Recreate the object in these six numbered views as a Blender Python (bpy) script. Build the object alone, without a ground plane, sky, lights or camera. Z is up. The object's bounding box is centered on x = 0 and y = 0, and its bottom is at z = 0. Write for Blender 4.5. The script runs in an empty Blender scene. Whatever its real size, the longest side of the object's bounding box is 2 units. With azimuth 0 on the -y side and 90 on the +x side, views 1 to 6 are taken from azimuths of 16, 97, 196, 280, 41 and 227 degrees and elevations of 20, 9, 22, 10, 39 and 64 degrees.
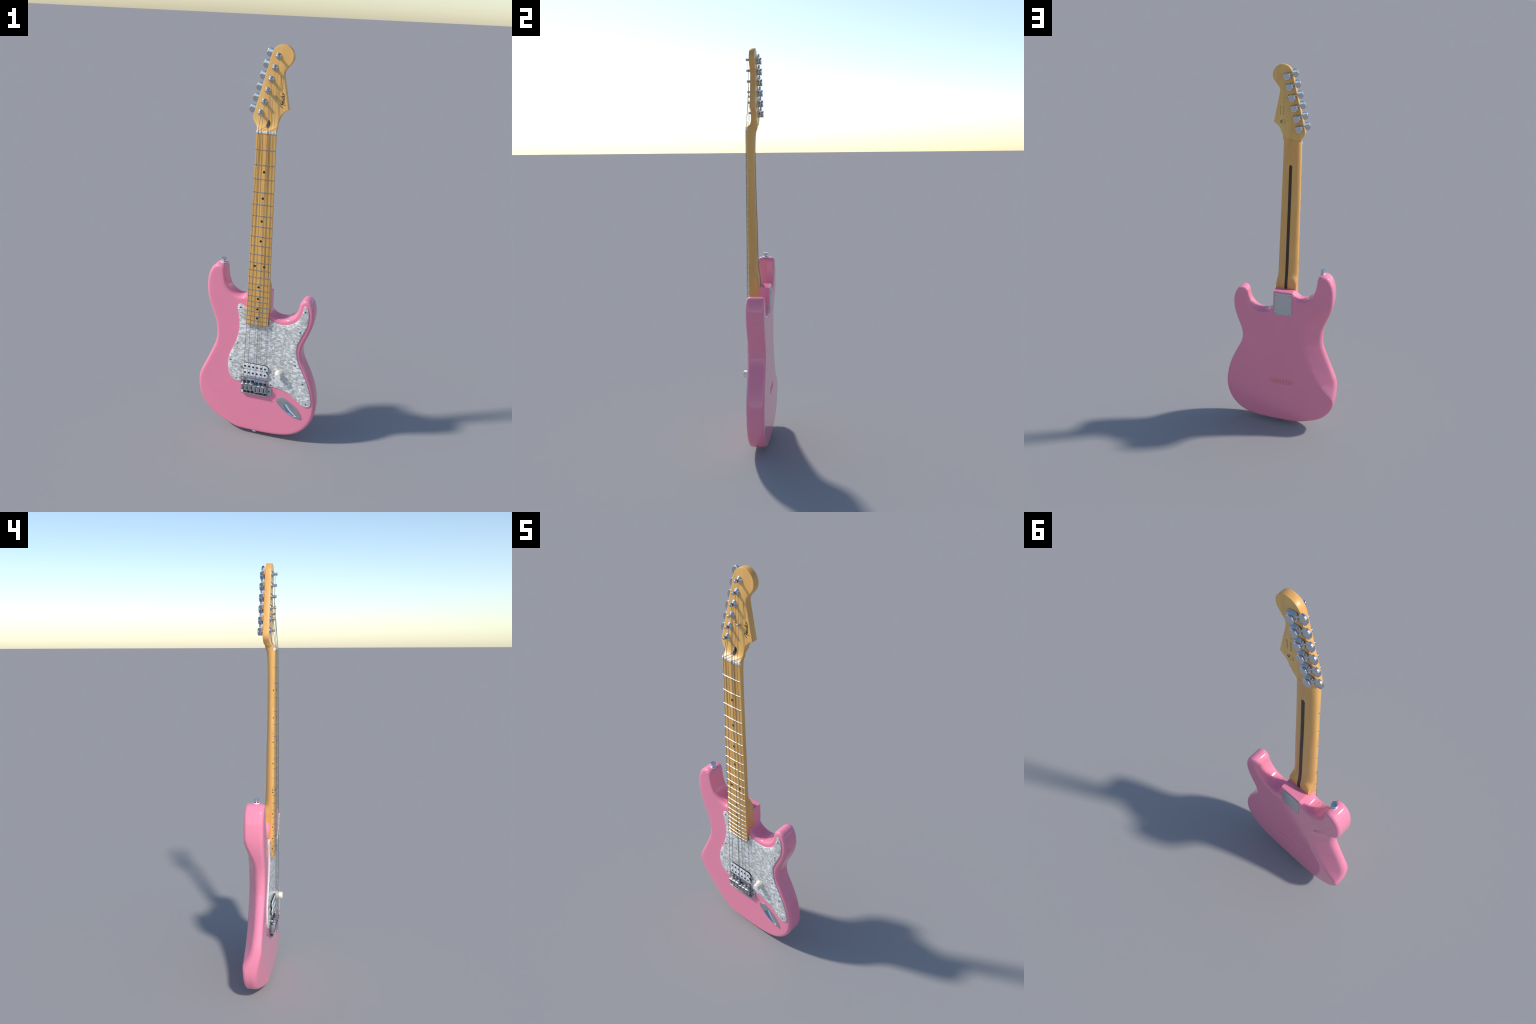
# Pink solid-body electric guitar, standing upright on its tail.
# Frame: front faces -y, neck runs up +z, metres.
import bpy, bmesh, math, random
import numpy as np
from mathutils import Vector, Matrix
from mathutils.geometry import delaunay_2d_cdt

random.seed(7)
ROOT = None

# ------------------------------------------------------------------ materials
def nodes_of(name):
    m = bpy.data.materials.new(name)
    m.use_nodes = True
    nt = m.node_tree
    return m, nt, nt.nodes["Principled BSDF"]

def plain(name, col, rough=0.3, metal=0.0, coat=0.0, spec=0.5):
    m, nt, b = nodes_of(name)
    b.inputs["Base Color"].default_value = (*col, 1)
    b.inputs["Roughness"].default_value = rough
    b.inputs["Metallic"].default_value = metal
    b.inputs["Coat Weight"].default_value = coat
    b.inputs["Coat Roughness"].default_value = 0.05
    b.inputs["Specular IOR Level"].default_value = spec
    return m

def link(nt, a, ao, b, bi):
    nt.links.new(a.outputs[ao], b.inputs[bi])

def ramp(nt, stops, interp="LINEAR"):
    r = nt.nodes.new("ShaderNodeValToRGB")
    r.color_ramp.interpolation = interp
    el = r.color_ramp.elements
    while len(el) < len(stops):
        el.new(0.5)
    for e, (p, c) in zip(el, stops):
        e.position = p
        e.color = (*c, 1)
    return r

def coords(nt, scale):
    tc = nt.nodes.new("ShaderNodeTexCoord")
    mp = nt.nodes.new("ShaderNodeMapping")
    mp.inputs["Scale"].default_value = scale
    link(nt, tc, "Object", mp, "Vector")
    return mp

def noise(nt, mp, scale, detail=3, rough=0.5, dist=0.0):
    n = nt.nodes.new("ShaderNodeTexNoise")
    n.inputs["Scale"].default_value = scale
    n.inputs["Detail"].default_value = detail
    n.inputs["Roughness"].default_value = rough
    n.inputs["Distortion"].default_value = dist
    link(nt, mp, "Vector", n, "Vector")
    return n

def mixrgb(nt, mode, fac):
    m = nt.nodes.new("ShaderNodeMix")
    m.data_type = "RGBA"
    m.blend_type = mode
    m.inputs[0].default_value = fac
    return m        # colour inputs 6, 7 ; colour output 2

def wood(name, light, dark, streaks=False):
    """maple: broad warm figure along z, optional dark grain lines"""
    m, nt, b = nodes_of(name)
    mp = coords(nt, (26, 26, 1.6))
    n1 = noise(nt, mp, 1.0, 3, 0.55, 0.3)
    r1 = ramp(nt, [(0.30, dark), (0.70, light)])
    link(nt, n1, "Fac", r1, "Fac")
    mp2 = coords(nt, (420, 420, 12))
    n2 = noise(nt, mp2, 1.0, 2)
    r2 = ramp(nt, [(0.3, (0.90, 0.89, 0.87)), (0.7, (1.0, 1.0, 1.0))])
    link(nt, n2, "Fac", r2, "Fac")
    mx = mixrgb(nt, "MULTIPLY", 1.0)
    nt.links.new(r1.outputs["Color"], mx.inputs[6])
    nt.links.new(r2.outputs["Color"], mx.inputs[7])
    out = mx.outputs[2]
    if streaks:
        mp3 = coords(nt, (150, 0, 2.2))
        n3 = noise(nt, mp3, 1.0, 4, 0.65)
        r3 = ramp(nt, [(0.34, (0.44, 0.44, 0.40)), (0.40, (0.66, 0.66, 0.60)), (0.46, (0.94, 0.93, 0.90)),
                       (0.54, (1, 1, 1))])
        link(nt, n3, "Fac", r3, "Fac")
        mx2 = mixrgb(nt, "MULTIPLY", 1.0)
        nt.links.new(out, mx2.inputs[6])
        nt.links.new(r3.outputs["Color"], mx2.inputs[7])
        out = mx2.outputs[2]
    nt.links.new(out, b.inputs["Base Color"])
    b.inputs["Roughness"].default_value = 0.38
    return m

def pearl(name):
    """white pearloid: small swirled flakes in greys, stretched crosswise"""
    m, nt, b = nodes_of(name)
    warp = noise(nt, coords(nt, (34, 34, 46)), 1.0, 2)
    wv = nt.nodes.new("ShaderNodeVectorMath")
    wv.operation = "MULTIPLY_ADD"
    link(nt, warp, "Color", wv, 0)
    wv.inputs[1].default_value = (2.2, 0, 2.2)
    link(nt, coords(nt, (88, 0, 140)), "Vector", wv, 2)
    v = nt.nodes.new("ShaderNodeTexVoronoi")
    v.feature = "SMOOTH_F1"
    v.inputs["Smoothness"].default_value = 0.25
    v.inputs["Scale"].default_value = 1.0
    link(nt, wv, "Vector", v, "Vector")
    sep = nt.nodes.new("ShaderNodeSeparateColor")
    link(nt, v, "Color", sep, "Color")
    n2 = noise(nt, coords(nt, (95, 0, 190)), 1.0, 5, 0.65, 1.2)
    n3 = noise(nt, coords(nt, (22, 0, 30)), 1.0, 2)
    def madd(src, out, k, c=None):
        q = nt.nodes.new("ShaderNodeMath")
        q.operation = "MULTIPLY_ADD"
        link(nt, src, out, q, 0)
        q.inputs[1].default_value = k
        if c is not None:
            link(nt, c, "Value", q, 2)
        else:
            q.inputs[2].default_value = 0
        return q
    a = madd(sep, "Red", 0.28)
    a = madd(n2, "Fac", 0.54, a)
    a = madd(n3, "Fac", 0.22, a)
    r = ramp(nt, [(0.36, (0.43, 0.425, 0.40)), (0.48, (0.56, 0.56, 0.535)),
                  (0.56, (0.68, 0.685, 0.67)), (0.65, (0.96, 0.965, 0.97))])
    link(nt, a, "Value", r, "Fac")
    nt.links.new(r.outputs["Color"], b.inputs["Base Color"])
    b.inputs["Roughness"].default_value = 0.22
    return m

def build_materials():
    M = {}
    m, nt, b = nodes_of("pink_gloss_lacquer")
    n = noise(nt, coords(nt, (5, 5, 5)), 1.0, 2)
    r = ramp(nt, [(0.3, (0.875, 0.258, 0.382)), (0.7, (0.895, 0.270, 0.395))])
    link(nt, n, "Fac", r, "Fac")
    nt.links.new(r.outputs["Color"], b.inputs["Base Color"])
    b.inputs["Roughness"].default_value = 0.09
    M["pink"] = m
    M["maple"] = wood("maple_neck", (0.86, 0.460, 0.138), (0.75, 0.375, 0.102))
    M["board"] = wood("maple_fingerboard", (0.93, 0.530, 0.150), (0.79, 0.415, 0.105), True)
    M["head"] = wood("maple_headstock", (0.94, 0.585, 0.190), (0.86, 0.445, 0.120))
    M["pearl"] = pearl("pearloid_plastic")
    M["pearl_edge"] = plain("white_plastic_edge", (0.80, 0.81, 0.80), 0.35)
    M["chrome"] = plain("chrome", (0.62, 0.64, 0.68), 0.12, 1.0)
    M["plate_chrome"] = plain("sky_tinted_bridge_chrome", (0.36, 0.39, 0.46), 0.32, 1.0)  # base darkened and blued to paint in a dim sky reflection
    M["satin"] = plain("satin_steel", (0.56, 0.59, 0.62), 0.38, 1.0)
    M["steel"] = plain("nickel_wire", (0.72, 0.74, 0.77), 0.28, 1.0)
    M["string"] = plain("string_steel", (0.34, 0.34, 0.34), 0.35, 1.0)
    M["screw"] = plain("dull_screw", (0.28, 0.28, 0.29), 0.4, 0.8)
    M["black"] = plain("black_plastic", (0.008, 0.008, 0.009), 0.35)
    M["dot"] = plain("black_inlay", (0.012, 0.011, 0.010), 0.35)
    M["ink"] = plain("black_decal_ink", (0.025, 0.02, 0.015), 0.5)
    M["ink_faint"] = plain("faint_decal_ink", (0.15, 0.11, 0.05), 0.5)
    M["white"] = plain("white_plastic", (0.80, 0.81, 0.83), 0.3)
    M["bone"] = plain("white_bone", (0.80, 0.81, 0.84), 0.3)
    m, nt, b = nodes_of("aged_white_knob_plastic")
    n = noise(nt, coords(nt, (90, 60, 90)), 1.0, 3)
    r = ramp(nt, [(0.45, (0.80, 0.79, 0.74)), (0.62, (0.74, 0.62, 0.42))])
    link(nt, n, "Fac", r, "Fac")
    nt.links.new(r.outputs["Color"], b.inputs["Base Color"])
    b.inputs["Roughness"].default_value = 0.3
    M["knob"] = m
    M["walnut"] = plain("walnut_stripe", (0.046, 0.022, 0.013), 0.42)
    M["felt"] = plain("white_felt", (0.78, 0.80, 0.80), 0.7)
    M["brass"] = plain("brass_post", (0.60, 0.50, 0.36), 0.3, 0.9)
    M["cream"] = plain("cream_plastic", (0.80, 0.62, 0.32), 0.4)
    M["slot_pink"] = plain("bounce_reddened_lacquer", (0.86, 0.24, 0.31), 0.5)  # body pink tinted redder for light bouncing inside the slot
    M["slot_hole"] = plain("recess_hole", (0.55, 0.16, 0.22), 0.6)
    return M

M = build_materials()

# ------------------------------------------------------------------ helpers
def add_obj(name, verts, faces, mat, parent=None, smooth=40, bevel=0.0, seg=2):
    me = bpy.data.meshes.new(name)
    me.from_pydata([tuple(map(float, v)) for v in verts], [], faces)
    bm = bmesh.new()
    bm.from_mesh(me)
    bmesh.ops.recalc_face_normals(bm, faces=bm.faces)
    if bevel > 0:
        es = [e for e in bm.edges if len(e.link_faces) == 2 and e.calc_face_angle(0) > 0.6]
        bmesh.ops.bevel(bm, geom=es, offset=bevel, segments=seg, affect="EDGES", profile=0.5)
    bm.to_mesh(me)
    bm.free()
    if smooth:
        me.polygons.foreach_set("use_smooth", [True] * len(me.polygons))
        me.set_sharp_from_angle(angle=math.radians(smooth))
    me.materials.append(mat)
    ob = bpy.data.objects.new(name, me)
    bpy.context.scene.collection.objects.link(ob)
    if parent is not None:
        ob.parent = parent
    return ob

def copy_of(ob, parent, matrix):
    c = ob.copy()
    bpy.context.scene.collection.objects.link(c)
    c.parent = parent
    c.matrix_local = matrix
    return c

def merge(parts):
    V, F = [], []
    for v, f in parts:
        o = len(V)
        V += [tuple(p) for p in v]
        F += [tuple(i + o for i in q) for q in f]
    return V, F

def frame(origin, ux, uy, uz):
    m = Matrix.Identity(4)
    for i, a in enumerate((ux, uy, uz)):
        for r in range(3):
            m[r][i] = a[r]
    for r in range(3):
        m[r][3] = origin[r]
    return m

def xform(vf, mat):
    return [tuple(mat @ Vector(v)) for v in vf[0]], vf[1]

def box_vf(x0, x1, y0, y1, z0, z1):
    v = [(x, y, z) for x in (x0, x1) for y in (y0, y1) for z in (z0, z1)]
    f = [(0, 1, 3, 2), (4, 6, 7, 5), (0, 4, 5, 1), (2, 3, 7, 6), (0, 2, 6, 4), (1, 5, 7, 3)]
    return v, f

def lathe_vf(profile, origin, axis=(0, -1, 0), n=32):
    """profile: (radius, height) along axis, closed at both ends"""
    a = Vector(axis).normalized()
    u = a.orthogonal().normalized()
    w = a.cross(u)
    o = Vector(origin)
    V, F = [], []
    for r, h in profile:
        for k in range(n):
            t = 2 * math.pi * k / n
            V.append(tuple(o + a * h + (u * math.cos(t) + w * math.sin(t)) * max(r, 1e-5)))
    for i in range(len(profile) - 1):
        for k in range(n):
            k2 = (k + 1) % n
            F.append((i * n + k, i * n + k2, (i + 1) * n + k2, (i + 1) * n + k))
    F.append(tuple(range(n))[::-1])
    F.append(tuple((len(profile) - 1) * n + k for k in range(n)))
    return V, F

def tube_vf(path, rad, n=8):
    P = [Vector(p) for p in path]
    V, F = [], []
    ref = None
    for i, p in enumerate(P):
        t = (P[min(i + 1, len(P) - 1)] - P[max(i - 1, 0)]).normalized()
        if ref is None:
            ref = t.orthogonal().normalized()
        ref = (ref - t * ref.dot(t)).normalized()
        w = t.cross(ref)
        r = rad[i] if isinstance(rad, (list, tuple)) else rad
        for k in range(n):
            a = 2 * math.pi * k / n
            V.append(tuple(p + (ref * math.cos(a) + w * math.sin(a)) * r))
    for i in range(len(P) - 1):
        for k in range(n):
            k2 = (k + 1) % n
            F.append((i * n + k, i * n + k2, (i + 1) * n + k2, (i + 1) * n + k))
    F.append(tuple(range(n))[::-1])
    F.append(tuple((len(P) - 1) * n + k for k in range(n)))
    return V, F

def catmull(pts, closed, step):
    """smooth curve through control points; a point given with a third
    value 1 is a sharp corner"""
    P = [np.array(p[:2], float) for p in pts]
    sharp = [len(p) > 2 and p[2] == 1 for p in pts]
    n = len(P)
    out, info = [], []
    for i in range(n if closed else n - 1):
        p1, p2 = P[i], P[(i + 1) % n]
        p0 = P[(i - 1) % n] if (closed or i > 0) else p1
        p3 = P[(i + 2) % n] if (closed or i + 2 < n) else p2
        d = np.linalg.norm(p2 - p1)
        def tangent(a, b, c):
            da, dc = np.linalg.norm(b - a) + 1e-9, np.linalg.norm(c - b) + 1e-9
            return ((b - a) / da * dc + (c - b) / dc * da) / (da + dc)
        t1 = (p2 - p1) / d if sharp[i] else tangent(p0, p1, p2)
        t2 = (p2 - p1) / d if sharp[(i + 1) % n] else tangent(p1, p2, p3)
        k = max(1, int(round(d / step)))
        for j in range(k):
            s = j / k
            h = np.array([2*s**3-3*s**2+1, s**3-2*s**2+s, -2*s**3+3*s**2, s**3-s**2])
            out.append(h[0]*p1 + h[1]*d*t1 + h[2]*p2 + h[3]*d*t2)
    if not closed:
        out.append(P[-1])
    return np.array(out)

def area2(P):
    x, y = P[:, 0], P[:, 1]
    return np.sum(x * np.roll(y, -1) - np.roll(x, -1) * y)

def inward(P):
    """unit inward normals of a counter-clockwise loop, mitred"""
    e = np.roll(P, -1, 0) - P
    e /= np.linalg.norm(e, axis=1)[:, None] + 1e-12
    n = np.stack([-e[:, 1], e[:, 0]], 1)
    m = n + np.roll(n, 1, 0)
    m /= np.linalg.norm(m, axis=1)[:, None] + 1e-12
    c = np.clip(np.sum(m * n, 1), 0.5, 1)
    return m / c[:, None]

def inside(poly, pts):
    x, y = pts[:, 0], pts[:, 1]
    res = np.zeros(len(pts), bool)
    a, b = poly, np.roll(poly, -1, 0)
    for (x1, y1), (x2, y2) in zip(a, b):
        c = ((y1 > y) != (y2 > y))
        if c.any():
            xi = x1 + (y - y1) * (x2 - x1) / ((y2 - y1) if y2 != y1 else 1e-12)
            res ^= c & (x < xi)
    return res

def cap(loop, grid, holes=()):
    """triangulate a loop (with holes) with interior grid points -> pts, tris"""
    loops = [loop] + list(holes)
    allb = np.concatenate(loops)
    pts = [Vector(p) for p in allb]
    if grid:
        lo, hi = loop.min(0), loop.max(0)
        gx, gz = np.meshgrid(np.arange(lo[0], hi[0], grid), np.arange(lo[1], hi[1], grid))
        g = np.stack([gx.ravel(), gz.ravel()], 1)
        ok = inside(loop, g)
        for h in holes:
            ok &= ~inside(h, g)
        g = g[ok]
        keep = [p for p in g if np.min(np.sum((allb - p) ** 2, 1)) > (0.55 * grid) ** 2]
        pts += [Vector(p) for p in keep]
    edges, o = [], 0
    for l in loops:
        n = len(l)
        edges += [(o + i, o + (i + 1) % n) for i in range(n)]
        o += n
    r = delaunay_2d_cdt(pts, edges, [], 0, 1e-7)
    V = np.array([tuple(v) for v in r[0]])
    T = [tuple(t) for t in r[2]]
    C = np.array([V[list(t)].mean(0) for t in T])
    ok = inside(loop, C)
    for h in holes:
        ok &= ~inside(h, C)
    T = [t for t, k in zip(T, ok) if k]
    return V, T, len(allb)

def slab_vf(outline, yf, yb, rf, rb, grid=0.012, seg=6, holes=()):
    """Solid between y = yf(x,z) and y = yb(x,z) inside an (x,z) outline,
    with rounded-over front and back edges (radii per outline point)."""
    P = outline if area2(outline) > 0 else outline[::-1]
    n = len(P)
    N = inward(P)
    rf = np.broadcast_to(np.asarray(rf, float), (n,)) if np.ndim(rf) else np.full(n, rf)
    rb = np.broadcast_to(np.asarray(rb, float), (n,)) if np.ndim(rb) else np.full(n, rb)
    rings = []
    for k in range(seg + 1):
        a = math.pi / 2 * k / seg
        q = P + N * (rf * (1 - math.sin(a)))[:, None]
        y = yf(q[:, 0], q[:, 1]) + rf * (1 - math.cos(a))
        rings.append((q, y))
    for k in range(seg, -1, -1):
        a = math.pi / 2 * k / seg
        q = P + N * (rb * (1 - math.sin(a)))[:, None]
        y = yb(q[:, 0], q[:, 1]) - rb * (1 - math.cos(a))
        rings.append((q, y))
    V = []
    for q, y in rings:
        V += [(x, yy, z) for (x, z), yy in zip(q, y)]
    F = []
    m = len(rings)
    for i in range(m - 1):
        for k in range(n):
            k2 = (k + 1) % n
            F.append((i*n+k, i*n+k2, (i+1)*n+k2, (i+1)*n+k))
    hl = [np.array(h) if area2(np.array(h)) > 0 else np.array(h)[::-1] for h in holes]
    hole_ids = []
    for side, ring, fn in ((0, 0, yf), (1, m - 1, yb)):
        loop = rings[ring][0]
        CV, T, nb = cap(loop, grid, hl)
        base = len(V)
        ids = {}
        yy = fn(CV[:, 0], CV[:, 1])
        key = {(round(p[0], 6), round(p[1], 6)): i for i, p in enumerate(loop)}
        for i, p in enumerate(CV):
            kk = (round(p[0], 6), round(p[1], 6))
            if kk in key:
                ids[i] = ring * n + key[kk]
            else:
                ids[i] = len(V)
                V.append((p[0], yy[i], p[1]))
        F += [tuple(ids[j] for j in t) for t in T]
        hk = {(round(p[0], 6), round(p[1], 6)): ids[i] for i, p in enumerate(CV)}
        hole_ids.append([[hk[(round(p[0], 6), round(p[1], 6))] for p in h] for h in hl])
    for a, b in zip(*hole_ids):
        k = len(a)
        F += [(a[i], a[(i + 1) % k], b[(i + 1) % k], b[i]) for i in range(k)]
    return V, F

def const(v):
    return lambda x, z: np.full(np.shape(x), v, float)

def boolean(ob, cutters):
    for c in cutters:
        md = ob.modifiers.new("cut", "BOOLEAN")
        md.operation = "DIFFERENCE"
        md.solver = "EXACT"
        md.object = c
    dg = bpy.context.evaluated_depsgraph_get()
    me = bpy.data.meshes.new_from_object(ob.evaluated_get(dg))
    ob.modifiers.clear()
    old = ob.data
    ob.data = me
    me.name = old.name
    for c in cutters:
        bpy.data.objects.remove(c)
    return ob

def interp(x, xs, ys):
    return np.interp(x, xs, ys)

# ------------------------------------------------------------------ root
ROOT = bpy.data.objects.new("electric_guitar", None)
bpy.context.scene.collection.objects.link(ROOT)
ROOT["label"] = "glossy pink solid-body electric guitar with pearloid pickguard"
ROOT["category"] = "electric guitar"

# ------------------------------------------------------------------ body
YF, YB = -0.0272, 0.0606          # front and back faces
POCKET = 0.0085                   # depth of the neck pocket floor
BODY = [  # (x, z) counter-clockwise seen from the front, starting at the heel
    (0.0505, 0.8290, 1), (-0.0540, 0.8290, 1), (-0.0620, 0.8180), (-0.0727, 0.8020), (-0.0860, 0.7915),
    (-0.1040, 0.7885), (-0.1240, 0.7930), (-0.1440, 0.8040), (-0.1610, 0.8210), (-0.1737, 0.8453),
    (-0.1810, 0.8750), (-0.1850, 0.9090), (-0.1875, 0.9280), (-0.1950, 0.9395), (-0.2080, 0.9445),
    (-0.2230, 0.9440), (-0.2390, 0.9380), (-0.2530, 0.9250), (-0.2640, 0.9060), (-0.2715, 0.8830),
    (-0.2765, 0.8470), (-0.2770, 0.8080), (-0.2712, 0.7630), (-0.2605, 0.7245), (-0.2460, 0.6845),
    (-0.2312, 0.6425), (-0.2232, 0.6085), (-0.2204, 0.5780), (-0.2208, 0.5470), (-0.2265, 0.5140),
    (-0.2380, 0.4815), (-0.2548, 0.4415), (-0.2735, 0.3985), (-0.2915, 0.3590), (-0.3060, 0.3240),
    (-0.3142, 0.2870), (-0.3172, 0.2500), (-0.3163, 0.2130), (-0.3120, 0.1780), (-0.3020, 0.1460),
    (-0.2850, 0.1165), (-0.2645, 0.0920), (-0.2395, 0.0715), (-0.2124, 0.0568), (-0.1755, 0.0425),
    (-0.1381, 0.0318), (-0.1002, 0.0238), (-0.0523, 0.0202), (-0.0005, 0.0192), (0.0600, 0.0195),
    (0.1145, 0.0225), (0.1660, 0.0300), (0.2040, 0.0415), (0.2375, 0.0595), (0.2660, 0.0840),
    (0.2905, 0.1165), (0.3070, 0.1500), (0.3165, 0.1880), (0.3190, 0.2300), (0.3142, 0.2765),
    (0.3040, 0.3240), (0.2885, 0.3700), (0.2700, 0.4130), (0.2530, 0.4480), (0.2390, 0.4765),
    (0.2305, 0.5030), (0.2277, 0.5290), (0.2295, 0.5530), (0.2365, 0.5800), (0.2475, 0.6070),
    (0.2570, 0.6305), (0.2665, 0.6580), (0.2745, 0.6880), (0.2785, 0.7180), (0.2785, 0.7450),
    (0.2735, 0.7745), (0.2645, 0.7975), (0.2535, 0.8125), (0.2380, 0.8195), (0.2190, 0.8150),
    (0.2060, 0.8000), (0.2005, 0.7740), (0.1915, 0.7465), (0.1770, 0.7250), (0.1575, 0.7090),
    (0.1350, 0.6995), (0.1125, 0.6975), (0.0900, 0.7010), (0.0735, 0.7090), (0.0610, 0.7180), (0.0520, 0.7290, 1)]
outline = catmull(BODY, True, 0.006)

# bass-side edge of the body, x as a function of z (for the contours)
LEFT_Z = [0.05, 0.0715, 0.092, 0.1165, 0.146, 0.178, 0.213, 0.25, 0.287, 0.324, 0.359, 0.3985, 0.4415, 0.4815,
          0.514, 0.547, 0.578, 0.6085, 0.6425, 0.6845, 0.7245, 0.763, 0.808, 0.847]
LEFT_X = [-0.19, -0.2395, -0.2645, -0.285, -0.302, -0.312, -0.3163, -0.3172, -0.3142, -0.306, -0.2915, -0.2735,
          -0.2548, -0.238, -0.2265, -0.2208, -0.2204, -0.2232, -0.2312, -0.246, -0.2605, -0.2712, -0.277, -0.2765]

def arm_contour(x, z):
    """forearm bevel across the lower bass bout"""
    d = (x + 0.318) * -0.768 + (z - 0.305) * -0.641
    d = np.maximum(d + 0.008, 0)
    return 0.385 * d * d / (d + 0.028)

def soft_table(zs, vs, width):
    """table lookup blurred along z, so the contour runs out smoothly"""
    g = np.linspace(zs[0] - 0.1, zs[-1] + 0.1, 800)
    v = np.interp(g, zs, vs)
    k = np.hanning(max(3, int(width / (g[1] - g[0]))))
    k /= k.sum()
    pad = len(k)
    vv = np.convolve(np.r_[np.full(pad, v[0]), v, np.full(pad, v[-1])], k, "same")[pad:-pad]
    return lambda z: np.interp(z, g, vv)

_XA = soft_table([0.165, 0.2175, 0.245, 0.2776, 0.33, 0.383, 0.4535, 0.53, 0.58, 0.64, 0.68, 0.72, 0.76, 0.80],
                 [-0.320, -0.300, -0.265, -0.2237, -0.188, -0.157, -0.132, -0.12, -0.123, -0.133, -0.152, -0.19, -0.24, -0.278], 0.05)
_DEP = soft_table([0.160, 0.192, 0.218, 0.248, 0.284, 0.318, 0.354, 0.39, 0.46, 0.55, 0.63, 0.67, 0.703, 0.735, 0.768, 0.80],
                  [0, 0.0030, 0.0115, 0.028, 0.041, 0.0475, 0.0515, 0.0525, 0.0525, 0.0505, 0.0465, 0.041, 0.031, 0.018, 0.006, 0], 0.065)

def belly_cut(x, z):
    """rib cut on the back, deepest along the bass-side waist"""
    xa, dep = _XA(z), _DEP(z)
    rim = interp(z, LEFT_Z, LEFT_X)
    t = np.clip((xa - x) / np.maximum(xa - rim, 0.01), 0, 1.15)
    return dep * t * t / (t + 0.07) * 1.07

def y_front(x, z):
    return YF + arm_contour(np.asarray(x), np.asarray(z))

def y_back(x, z):
    return YB - belly_cut(np.asarray(x), np.asarray(z))

P = outline if area2(outline) > 0 else outline[::-1]
heel = (P[:, 1] > 0.72) & (P[:, 0] > -0.0625) & (P[:, 0] < 0.0560)
near = np.clip((np.hypot(P[:, 0] + 0.002, P[:, 1] - 0.80) - 0.066) / 0.04, 0, 1)
R_edge = np.where(heel, 0.004, 0.0165)
R_front = np.where(heel & (P[:, 0] > -0.056), 0.004, 0.0165)
for _ in range(6):
    R_edge = (np.roll(R_edge, 1) + R_edge * 2 + np.roll(R_edge, -1)) / 4
R_edge = np.minimum(R_edge, 0.0165)
body = add_obj("body", *slab_vf(P, y_front, y_back, R_front, R_edge, 0.0115, 7), M["pink"], ROOT, 0)

def temp(vf):
    return add_obj("cutter", *vf, M["pink"], None, 0)

cuts = [temp(box_vf(-0.0600, 0.0536, -0.09, POCKET, 0.670, 0.90)),
        temp(box_vf(0.0300, 0.1000, -0.09, POCKET, 0.7285, 0.90))]
# spring-cavity slot on the back
def stadium(x0, x1, z0, z1, n=12, r=None):
    r = r or (z1 - z0) / 2
    pts = []
    for cx, cz, a0 in ((x1 - r, z1 - r, 0), (x0 + r, z1 - r, 90), (x0 + r, z0 + r, 180), (x1 - r, z0 + r, 270)):
        for k in range(n + 1):
            a = math.radians(a0 + 90 * k / n)
            pts.append((cx + r * math.cos(a), cz + r * math.sin(a)))
    Q = [pts[0]]
    for p in pts[1:]:
        if math.hypot(p[0] - Q[-1][0], p[1] - Q[-1][1]) > 1e-6:
            Q.append(p)
    if math.hypot(Q[0][0] - Q[-1][0], Q[0][1] - Q[-1][1]) < 1e-6:
        Q.pop()
    return np.array(Q)

def plate_vf(loop, y0, y1, holes=(), r=0.0008, seg=2):
    return slab_vf(np.asarray(loop), const(min(y0, y1)), const(max(y0, y1)), r, r, 0, seg, holes)

cuts.append(temp(plate_vf(stadium(-0.0755, 0.0590, 0.2635, 0.2985), YB - 0.0015, 0.0700, r=0.0001)))
# cavity behind the jack cup
cuts.append(temp(plate_vf(np.array([(0.1445, 0.205), (0.168, 0.182), (0.189, 0.1695), (0.222, 0.1585), (0.2305, 0.161),
                                    (0.2310, 0.171), (0.220, 0.198), (0.206, 0.217), (0.1725, 0.2420)]), -0.04, 0.014, r=0.0001)))
boolean(body, cuts)
me = body.data
me.polygons.foreach_set("use_smooth", [True] * len(me.polygons))
me.set_sharp_from_angle(angle=math.radians(32))

# recess floor with its row of string holes
recess = add_obj("spring_cavity", *plate_vf(stadium(-0.0750, 0.0585, 0.2640, 0.2980), YB - 0.0060, YB - 0.0008, r=0.0003),
                 M["slot_pink"], ROOT)
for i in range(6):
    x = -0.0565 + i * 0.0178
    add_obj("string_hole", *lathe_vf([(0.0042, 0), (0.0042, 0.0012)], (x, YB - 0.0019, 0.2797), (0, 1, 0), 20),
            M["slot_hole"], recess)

# ------------------------------------------------------------------ screws (shared)
def screw_vf(r, h):
    """domed head with a cross slot, axis +z local"""
    return lathe_vf([(r, 0), (r, h * 0.35), (r * 0.8, h * 0.8), (r * 0.45, h), (0, h)], (0, 0, 0), (0, 0, 1), 20)

FRONT = lambda x, y, z: frame((x, y, z), (1, 0, 0), (0, 0, 1), (0, -1, 0))
BACK = lambda x, y, z: frame((x, y, z), (-1, 0, 0), (0, 0, 1), (0, 1, 0))
def cross_vf(r, h):
    return merge([box_vf(-r, r, -r * 0.22, r * 0.22, h * 0.5, h), box_vf(-r * 0.22, r * 0.22, -r, r, h * 0.5, h * 1.02)])

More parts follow.
